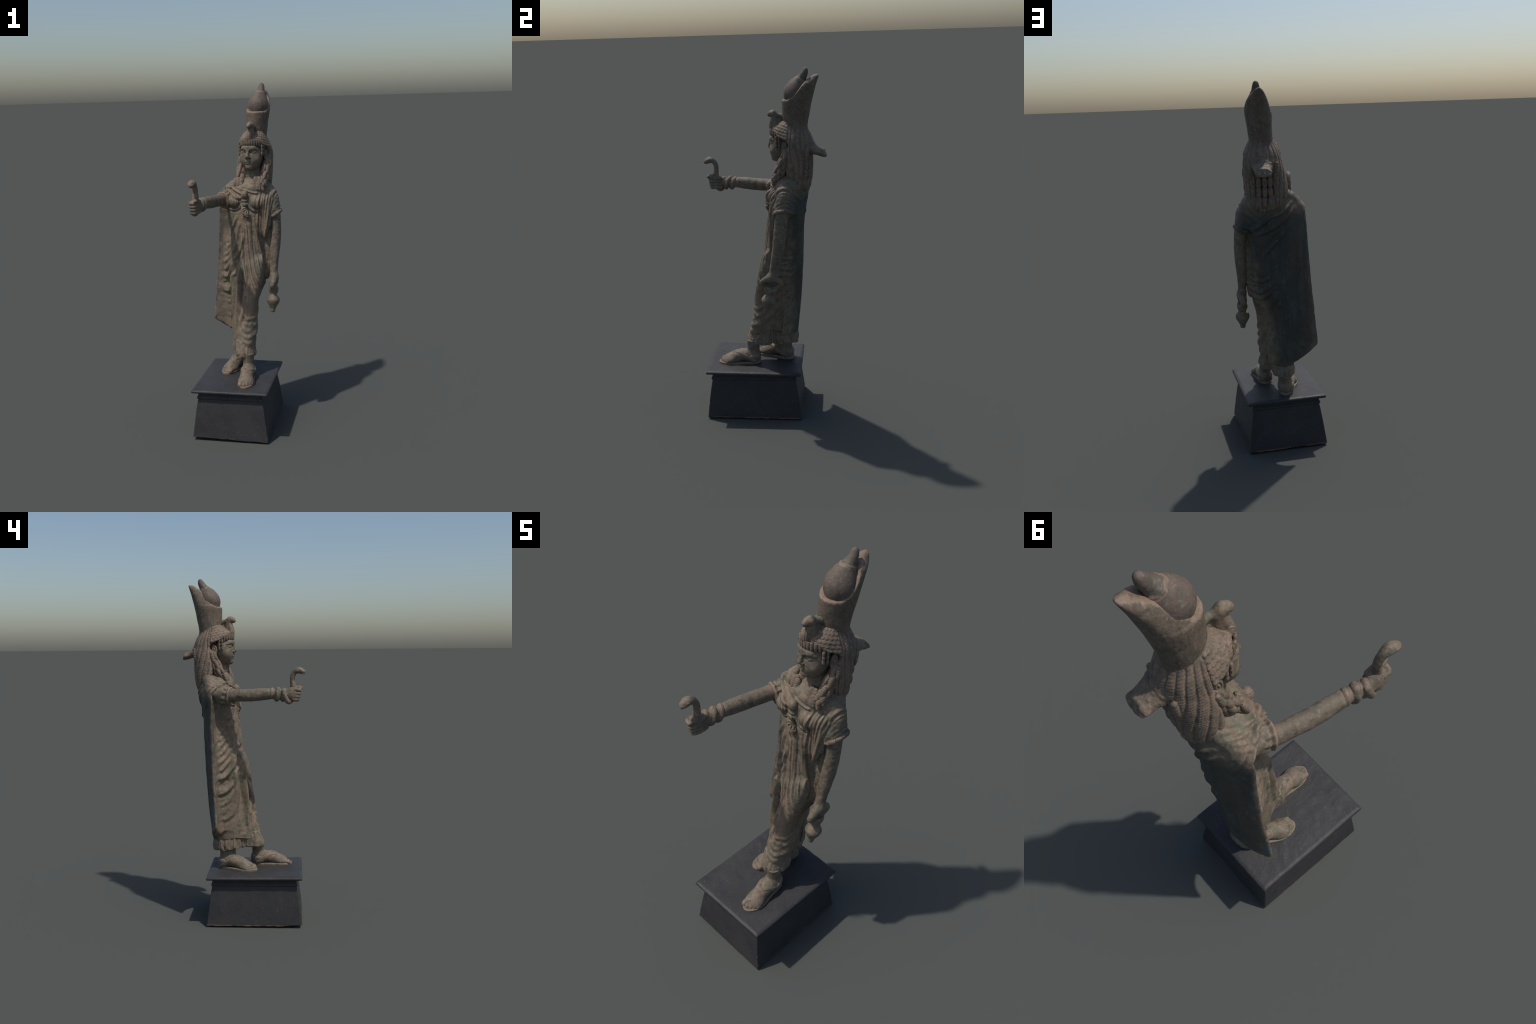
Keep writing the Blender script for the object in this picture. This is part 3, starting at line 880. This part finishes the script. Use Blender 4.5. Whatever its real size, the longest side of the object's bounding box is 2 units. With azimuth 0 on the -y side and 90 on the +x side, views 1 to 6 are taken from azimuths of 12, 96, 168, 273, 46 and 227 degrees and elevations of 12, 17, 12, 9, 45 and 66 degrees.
def build_curls():
    rng = np.random.default_rng(5)
    kinds = []
    for ribs, tw in ((6, 1.2), (6, -1.2), (7, 1.0)):
        V, Q = lock_mesh(ribs, tw)
        ob = add('hair_curl', V, Q, CURL)
        kinds.append(ob)
    from mathutils import Matrix, Vector
    made = [0]

    def place(name, top, tip, width, depth, out, kind=None):
        """curl from top to tip; out = direction it faces"""
        src = kinds[made[0] % 3] if kind is None else kinds[kind]
        ob = src if made[0] < 3 and kind is None else src.copy()
        if ob is not src:
            COL.objects.link(ob)
        ob.name = name
        ob.parent = root
        top, tip, out = Vector(top), Vector(tip), Vector(out).normalized()
        z = (top - tip)
        length = z.length
        z.normalize()
        x = out.cross(z).normalized()
        y = z.cross(x)
        M = Matrix((x * width, y * depth, z * length)).transposed().to_4x4()
        M.translation = top
        ob.matrix_world = M
        made[0] += 1

    # rows of corkscrew curls at the nape: (height of top, centre positions, length, distance behind the head axis)
    for z, xs, length, y0, y1 in ((1.562, (-.028, .0, .028), .046, .108, .114), (1.520, (-.056, -.028, .0, .028, .056), .050, .108, .115), (1.474, (-.058, -.029, .0, .029, .057), .054, .106, .112), (1.424, (-.054, -.027, .0, .027, .054), .056, .101, .098)):
        for x in xs:
            j = rng.normal(0, .0012, 3)
            d = -3.6 * x * x
            place('hair_curl', from_head(x - .004 + j[0], y0 + d, z + j[1]), from_head(x * 1.02 - .004 + j[0], y1 + d, z - length + j[2]), .0148, .0135, (HS, HC, 0))
    for x in (-.082, .076):
        place('hair_curl', from_head(x * .80, .112, 1.60), from_head(x * .86, .104, 1.515), .014, .012, (HS, HC, 0))
    # side curls below the ears: a shingled sheaf that sweeps forward on to each collar bone
    path = spline(SHEAF, 8)
    for s in (1, -1):
        for row in range(5):
            u = row / 5
            i0 = int(u * (len(path) - 1))
            i1 = min(i0 + 8, len(path) - 1)
            if row == 4:
                i0 -= 2
            p, q = path[i0], path[i1]
            axis = (q - p)[:3] / np.linalg.norm((q - p)[:3])
            o1 = np.cross(axis, A(0, 1, 0))
            o1 = A(1, 0, 0) - axis * axis[0]
            o1 /= np.linalg.norm(o1)
            o2 = np.cross(axis, o1)
            if o2[1] > 0:
                o2 = -o2
            for k in range(4):
                ang = math.radians(-112 + 56 * k + (28 if row % 2 else 0))
                d = o1 * math.cos(ang) + o2 * math.sin(ang)
                j = rng.normal(0, .0012, 3)
                a_, b_ = p[:3] + d * (p[3] - .006) + j, q[:3] + d * (q[3] + .001) + j
                d_ = from_head(s * d[0], d[1], 0)
                place('hair_curl', from_head(s * a_[0], a_[1], a_[2]), from_head(s * b_[0], b_[1], b_[2]), .0128, .0118, (d_[0] - HO[0], d_[1] - HO[1], d[2]))
    # broad curls resting on the chest: (top, tip) in the statue's own axes
    for top, tip in (((.092, .088, 1.468), (.096, .068, 1.392)), ((.112, .086, 1.470), (.116, .064, 1.386)), ((.130, .090, 1.470), (.136, .068, 1.384)), ((.103, .080, 1.440), (.106, .062, 1.388)),
                     ((.006, .098, 1.455), (.002, .080, 1.408)), ((-.012, .100, 1.460), (-.016, .080, 1.404)), ((-.030, .106, 1.458), (-.035, .088, 1.406))):
        place('hair_curl', top, tip, .0150, .0125, (0, -1, .2))
    # fringe across the brow, dropping at the temples
    for i in range(19):
        a = math.radians(-84 + 168 * i / 18)
        x, y = .0795 * math.sin(a) * .96, .018 - .121 * math.cos(a)
        k = abs(math.sin(a)) ** 3
        top, low = 1.684 - .018 * k, 1.6475 - .022 * k
        ndir = (math.sin(a), -math.cos(a))
        w = from_head(ndir[0], ndir[1], 0)
        out = (w[0] - HO[0], w[1] - HO[1], .1)
        place('fringe_curl', from_head(x, y, top), from_head(x * 1.0, y * 1.0, low), .0088, .0070, out)
    for s in (1, -1):
        for r in range(3):
            for i in range(2):
                place('fringe_curl', from_head(s * (.070 + .004 * i), -.056 + .016 * i, 1.650 - .020 * r), from_head(s * (.070 + .004 * i), -.056 + .016 * i, 1.626 - .020 * r), .0068, .0068, (s, -.5, 0))


def build_crown():
    shaft = [(1.66, .080, .187, .069, .078, 0), (1.682, .081, .190, .063, .070, 0), (1.705, .082, .193, .0595, .0655, 0), (1.77, .087, .198, .062, .072, 0), (1.84, .0925, .205, .0675, .080, 0), (1.90, .100, .212, .064, .089, 0), (1.94, .106, .219, .062, .095, 0), (1.98, .110, .225, .06, .10, 0)]
    rim = [(.10, 1.836), (.155, 1.840), (.185, 1.855), (.215, 1.890), (.245, 1.930), (.272, 1.950), (.290, 1.962), (.305, 1.967), (.34, 1.968)]

    def f(P):
        g = column(P, shaft) - .0015
        cut = np.interp(P[:, 1], [r[0] for r in rim], [r[1] for r in rim])
        g = smax(g, (P[:, 2] - cut) * .75, .009)
        # the back narrows to a rounded point
        half = np.interp(P[:, 2], [1.83, 1.85, 1.88, 1.91, 1.935, 1.955, 1.97], [.11, .078, .064, .051, .036, .021, .006])
        g = smax(g, (np.abs(P[:, 0] - .106) - half) * .85, .012)
        return smax(g, 1.665 - P[:, 2], .004)
    V, Q = skin(f, (0, .10, 1.655), (.18, .33, 1.985), .0024)
    N = vertex_normals(V, Q)
    V = V + N * (noise(V, .025, 3) * .0008 + noise(V * A(1, 1, .3), .008, 4) * .0004)[:, None]
    cut = lambda c: np.interp(c[:, 1], [r[0] for r in rim], [r[1] for r in rim])
    split(V, Q, ['crown', 'crown_rim'], lambda c: np.where(c[:, 2] > cut(c) - .007 + .004 * noise(c, .009, 9), 1, 0), [CROWN, RUBBED])

    def bulb(P):
        g = ball(P, (.0965, .197, 1.871), (.0595, .0625, .071), turn('x', -18))
        g = smin(g, tube(P, [(.100, .215, 1.920, .034), (.106, .235, 1.953, .0205), (.108, .246, 1.972, .0165), (.109, .2515, 1.988, .0115)]), .026)
        return g

    def ringed(P, N):
        t = (P - A(.098, .212, 1.92)) @ A(.06, .42, .90)
        return .0018 * np.exp(-((t - .027) / .003) ** 2) + noise(P, .022, 6) * .0009
    V, Q = skin(bulb, (.02, .12, 1.79), (.17, .28, 2.01), .0024)
    V = V + vertex_normals(V, Q) * ringed(V, None)[:, None]
    along = lambda c: (c - A(.098, .212, 1.92)) @ A(.06, .42, .90) + .004 * noise(c, .012, 5)
    split(V, Q, ['crown_bulb', 'bulb_ring', 'bulb_tip'], lambda c: np.digitize(along(c), [.019, .030]), [BULB, RUBBED, BULB])


def build_uraeus():
    def f(P):
        g = tube(P, [(.072, .090, 1.695, .019), (.072, .088, 1.725, .0170), (.071, .083, 1.750, .0165), (.070, .077, 1.764, .0155)], flat=(1.0, 1, 1))
        g = smin(g, tube(P, [(.066, .074, 1.730, .0135), (.061, .068, 1.70, .0155), (.059, .068, 1.680, .013)]), .01)
        g = smin(g, tube(P, [(.070, .077, 1.766, .0160), (.066, .063, 1.763, .0140), (.063, .053, 1.756, .0090)]), .008)
        g = smin(g, tube(P, [(.073, .092, 1.758, .011), (.077, .108, 1.755, .010), (.081, .132, 1.748, .013)]), .010)
        g = smin(g, ball(P, (.077, .110, 1.722), (.010, .022, .018)), .006)
        return g
    solid('cobra', f, (.03, .03, 1.67), (.12, .16, 1.80), .0019, METAL, lambda P, N: noise(P, .01, 2) * .0008 + .0012 * np.sin(P[:, 0] * 800) * np.clip((1.745 - P[:, 2]) / .02, 0, 1) * np.clip(-N[:, 1], 0, 1))


def build_lug():
    """stump of a broken mount projecting from the back of the head"""
    def f(P):
        g = tube(P, [(.092, .255, 1.590, .042), (.098, .290, 1.572, .033), (.103, .325, 1.561, .028), (.106, .352, 1.553, .0285)], flat=(1.45, 1, .68))
        end = A(.0, .93, .36)
        g = smax(g, (P - A(.106, .353, 1.561)) @ (end / np.linalg.norm(end)) , .006)
        return smin(g, ball(P, (.09, .262, 1.60), (.045, .03, .035)), .02)
    solid('broken_lug', f, (.02, .21, 1.50), (.18, .38, 1.66), .0024, HAIR, lambda P, N: noise(P, .014, 2) * .0018 + noise(P, .007, 8) * .0012)


# ================================================================== arms
def build_right_arm():
    def f(P):
        g = tube(P, [(-.075, .125, 1.345, .036), (-.114, .060, 1.336, .0295), (-.131, -.01, 1.337, .0285), (-.143, -.066, 1.339, .0285), (-.154, -.136, 1.345, .0275), (-.162, -.195, 1.346, .0215), (-.171, -.245, 1.345, .022)], flat=(1, 1, 1.17))
        g = smin(g, ball(P, (-.177, -.288, 1.345), (.027, .040, .043), turn('x', 12)), .02)
        for i, z in enumerate((1.372, 1.354, 1.336, 1.319)):
            k = .003 * i
            g = smin(g, tube(P, [(-.193, -.304 + k, z - .002, .0085), (-.186, -.325 + k * 1.5, z - .004, .0105), (-.165, -.327 + k, z - .003, .0105), (-.154, -.304 + k, z, .0105), (-.153, -.270 + k, z, .0095)], 4, .002), .0035)
        # thumb lies forward along the top of the fist
        g = smin(g, tube(P, [(-.163, -.270, 1.370, .013), (-.160, -.300, 1.383, .0125), (-.158, -.325, 1.383, .0095), (-.158, -.341, 1.380, .005)]), .006)
        return g
    V, Q = skin(f, (-.225, -.35, 1.275), (-.02, .18, 1.41), .0022)
    N = vertex_normals(V, Q)
    V = V + N * (noise(V, .02, 5) * .0009 + noise(V, .008, 6) * .0004)[:, None]
    split(V, Q, ['arm', 'hand'], lambda c: np.where(c[:, 1] < -.243, 1, 0), SKIN)


def build_snake():
    """snake coiled round the wrist as a bracelet, its neck rising from the fist"""
    c0, c1 = A(-.159, -.168, 1.344), A(-.173, -.252, 1.342)
    coil = []
    for i in range(49):
        t = i / 48
        a = math.radians(200 - 360 * 2.4 * t)
        c = c0 + (c1 - c0) * t
        r = .0230 + .003 * math.sin(t * math.pi)
        coil.append((c[0] + r * .74 * math.cos(a), c[1] + .004 * math.sin(a), c[2] + r * math.sin(a) * 1.12, .0085 + .0035 * min(1, t * 3)))

    def f(P):
        g = tube(P, coil, 1, .003)
        g = smin(g, tube(P, [(*(c0 + A(0, .004, 0)), .0235), (*c1, .0235)], flat=(.86, 1, 1.12)), .009)
        g = smin(g, tube(P, [(-.186, -.238, 1.365, .011), (-.192, -.248, 1.335, .012), (-.190, -.262, 1.308, .013), (-.180, -.274, 1.305, .013), (-.165, -.285, 1.315, .012)]), .004)
        g = smin(g, tube(P, [(-.168, -.292, 1.365, .017), (-.168, -.292, 1.395, .0145), (-.169, -.288, 1.420, .0120), (-.170, -.290, 1.445, .0120), (-.172, -.302, 1.469, .0132), (-.174, -.324, 1.477, .0165), (-.176, -.345, 1.469, .0135), (-.177, -.353, 1.466, .0085)], flat=(1.12, 1, 1)), .004)
        M = P.copy()
        M[:, 0] = np.abs(P[:, 0] + .175) - .175
        g = smax(g, -ball(P, (-.176, -.352, 1.4595), (.03, .014, .0018), turn('x', -14)), .002)
        return smin(g, ball(M, (-.158, -.334, 1.4795), (.004, .006, .004)), .002)
    solid('snake', f, (-.225, -.38, 1.275), (-.10, -.14, 1.51), .002, METAL, lambda P, N: noise(P, .01, 2) * .0007)


def build_left_arm():
    def f(P):
        g = tube(P, [(.184, .134, 1.33, .034), (.195, .117, 1.22, .033), (.199, .104, 1.12, .031), (.195, .095, 1.05, .0295), (.191, .081, .98, .0255), (.190, .066, .915, .0215), (.190, .060, .885, .022)], flat=(1, 1.08, 1))
        g = smin(g, ball(P, (.193, .055, .872), (.022, .036, .028)), .02)
        # fingers and thumb closing round the bail
        ring = []
        for i in range(21):
            t = 2 * math.pi * i / 20
            ring.append((.194 + .006 * math.sin(t), .052 + .050 * math.cos(t), .842 + .030 * math.sin(t), .0155))
        g = smin(g, tube(P, ring, 1, .004), .012)
        g = smin(g, ball(P, (.178, .052, .846), (.011, .046, .032)), .006)
        return g
    V, Q = skin(f, (.125, -.03, .78), (.245, .19, 1.36), .0022)
    N = vertex_normals(V, Q)
    V = V + N * (noise(V, .02, 5) * .0009 + noise(V, .008, 6) * .0005)[:, None]
    split(V, Q, ['arm', 'hand'], lambda c: np.where(c[:, 2] < .905, 1, 0), SKIN)


def build_situla():
    """small ritual pail: flared collar in the hand, egg-shaped body, nipple foot"""
    a, b = A(.191, .047, .82), A(.187, .018, .678)
    ax = (b - a) / np.linalg.norm(b - a)
    L = np.linalg.norm(b - a)
    prof = [(-.004, .044), (.015, .040), (.032, .028), (.044, .0215), (.052, .023), (.064, .033), (.080, .0385), (.096, .034), (.115, .024), (.130, .0165), (.140, .0150), (.149, .0125), (.153, .006), (.156, .0)]

    def f(P):
        t = (P - a) @ ax
        d = np.linalg.norm(P - a - t[:, None] * ax, axis=1)
        flat = np.interp(t, [0, .04], [.55, 1.0])
        q = P - a - t[:, None] * ax
        d = np.sqrt((q[:, 0] / flat) ** 2 + q[:, 1] ** 2 + q[:, 2] ** 2)
        r, = curve1(t, prof)
        g = (d - r) * .7
        g = smax(g, -.002 - t, .004)
        return smax(g, t - .1535, .004)
    solid('situla', f, (.125, -.03, .655), (.245, .115, .85), .0021, METAL, lambda P, N: noise(P, .014, 2) * .0009)


# ================================================================== legs and feet
def foot(P, heel, toe, ankle, side):
    """standing foot: heel and toe in plan, ankle (x, y, half width, half depth); side = +1 left foot"""
    h, t = A(*heel), A(*toe)
    d = (t - h) / np.linalg.norm(t - h)
    n = A(d[1], -d[0])
    L = np.linalg.norm(t - h)
    q = np.stack([(P[:, :2] - h) @ n * side, (P[:, :2] - h) @ d / L, P[:, 2] - .304], 1)   # across (big toe side +), along 0..1, up
    Z = np.stack([q[:, 0], q[:, 1] * L, q[:, 2]], 1)
    g = tube(Z, [(.0, .045, .034, .034), (.0, .09, .044, .034), (.001, .135, .036, .032), (.003, .175, .024, .026)], flat=(1.12, 1, 1))
    g = smin(g, ball(Z, (.0, .175, .018), (.045, .046, .024)), .02)
    g = smin(g, ball(Z, (.0, .035, .022), (.033, .036, .032)), .02)
    for i, (x, y, r) in enumerate(((.026, .222, .0145), (.006, .224, .0115), (-.010, .218, .0108), (-.024, .209, .0100), (-.036, .197, .0092))):
        g = smin(g, tube(Z, [(x * .95, y - .034, .016, r), (x, y - .008, .014, r), (x, y, .010, r * .95)], 2, .002), .004)
    ax, ay, rx, ry = ankle
    leg = column(P, [(.30, ax, ay, rx, ry, 0), (.40, ax, ay, rx, ry, 0), (.47, ax, ay, rx * 1.05, ry * 1.0, 0)])
    leg = smax(smax(leg, P[:, 2] - .445, .004), .335 - P[:, 2], .01)
    return smin(g, leg, .018)


def build_feet():
    plan = [('left', (.050, -.040), (.066, -.282), (.052, -.080, .032, .036), 1), ('right', (-.012, .153), (-.098, -.076), (-.022, .098, .034, .047), -1)]
    for _, heel, toe, ankle, side in plan:
        lo = A(min(heel[0], toe[0]) - .07, min(heel[1], toe[1]) - .03, .285)
        hi = A(max(heel[0], toe[0]) + .07, max(heel[1], toe[1]) + .03, .475)
        V, Q = skin(lambda P: foot(P, heel, toe, ankle, side), lo, hi, .0022)
        V[:, 2] = np.maximum(V[:, 2], .299)
        N = vertex_normals(V, Q)
        V = V + N * (noise(V, .016, 4) * .0008)[:, None]
        split(V, Q, ['foot', 'leg'], lambda c: np.where(c[:, 2] > .392, 1, 0), SKIN)
        h, t = A(*heel), A(*toe)
        d = (t - h) / np.linalg.norm(t - h)
        n = A(d[1], -d[0]) * side
        L = np.linalg.norm(t - h)

        def sole(P):
            x, y = (P[:, :2] - h) @ n, (P[:, :2] - h) @ d
            w, c = curve1(y, [(-.01, .030, 0), (.04, .037, 0), (.10, .039, 0), (.17, .049, -.001), (.215, .045, .002), (.25, .030, .006)])
            g = np.abs(x - c) - w
            end = ball(np.stack([x, y, np.zeros(len(x))], 1), (0, L / 2, 0), (.075, L / 2 + .004, 1))
            return smax(smax(g, end, .03), np.abs(P[:, 2] - .3040) - .0085, .004)
        solid('sandal_sole', sole, lo - A(0, 0, .01), hi * A(1, 1, 0) + A(0, 0, .325), .0024, METAL, lambda P, N: noise(P, .015, 3) * .0006)

        def strap(P):
            x, y = (P[:, :2] - h) @ n, (P[:, :2] - h) @ d
            Z = np.stack([x, y, P[:, 2]], 1)
            F = foot(P, heel, toe, ankle, side)
            line = None
            for keys in ([(.016, .205, .33, .008), (.010, .16, .355, .008), (.022, .12, .37, .008), (.040, .075, .345, .008), (.040, .035, .315, .008)],
                         [(.010, .16, .355, .008), (-.014, .125, .37, .008), (-.036, .080, .345, .008), (-.038, .035, .315, .008)],
                         [(.036, .05, .345, .008), (.02, .008, .350, .008), (.0, -.002, .352, .008), (-.02, .008, .350, .008), (-.036, .05, .345, .008)]):
                g = tube(Z, keys, 5, .003)
                line = g if line is None else smin(line, g, .004)
            return smax(line - .004, np.abs(F) - .0032, .003)
        solid('sandal_strap', strap, lo, hi - A(0, 0, .06), .0019, METAL)


build_plinth()
build_robe()
build_tunic_hem()
build_sleeve_rims()
build_knot()
build_face()
build_ears()
build_hair()
build_headdress()
build_curls()
build_crown()
build_uraeus()
build_lug()
build_right_arm()
build_snake()
build_left_arm()
build_situla()
build_feet()
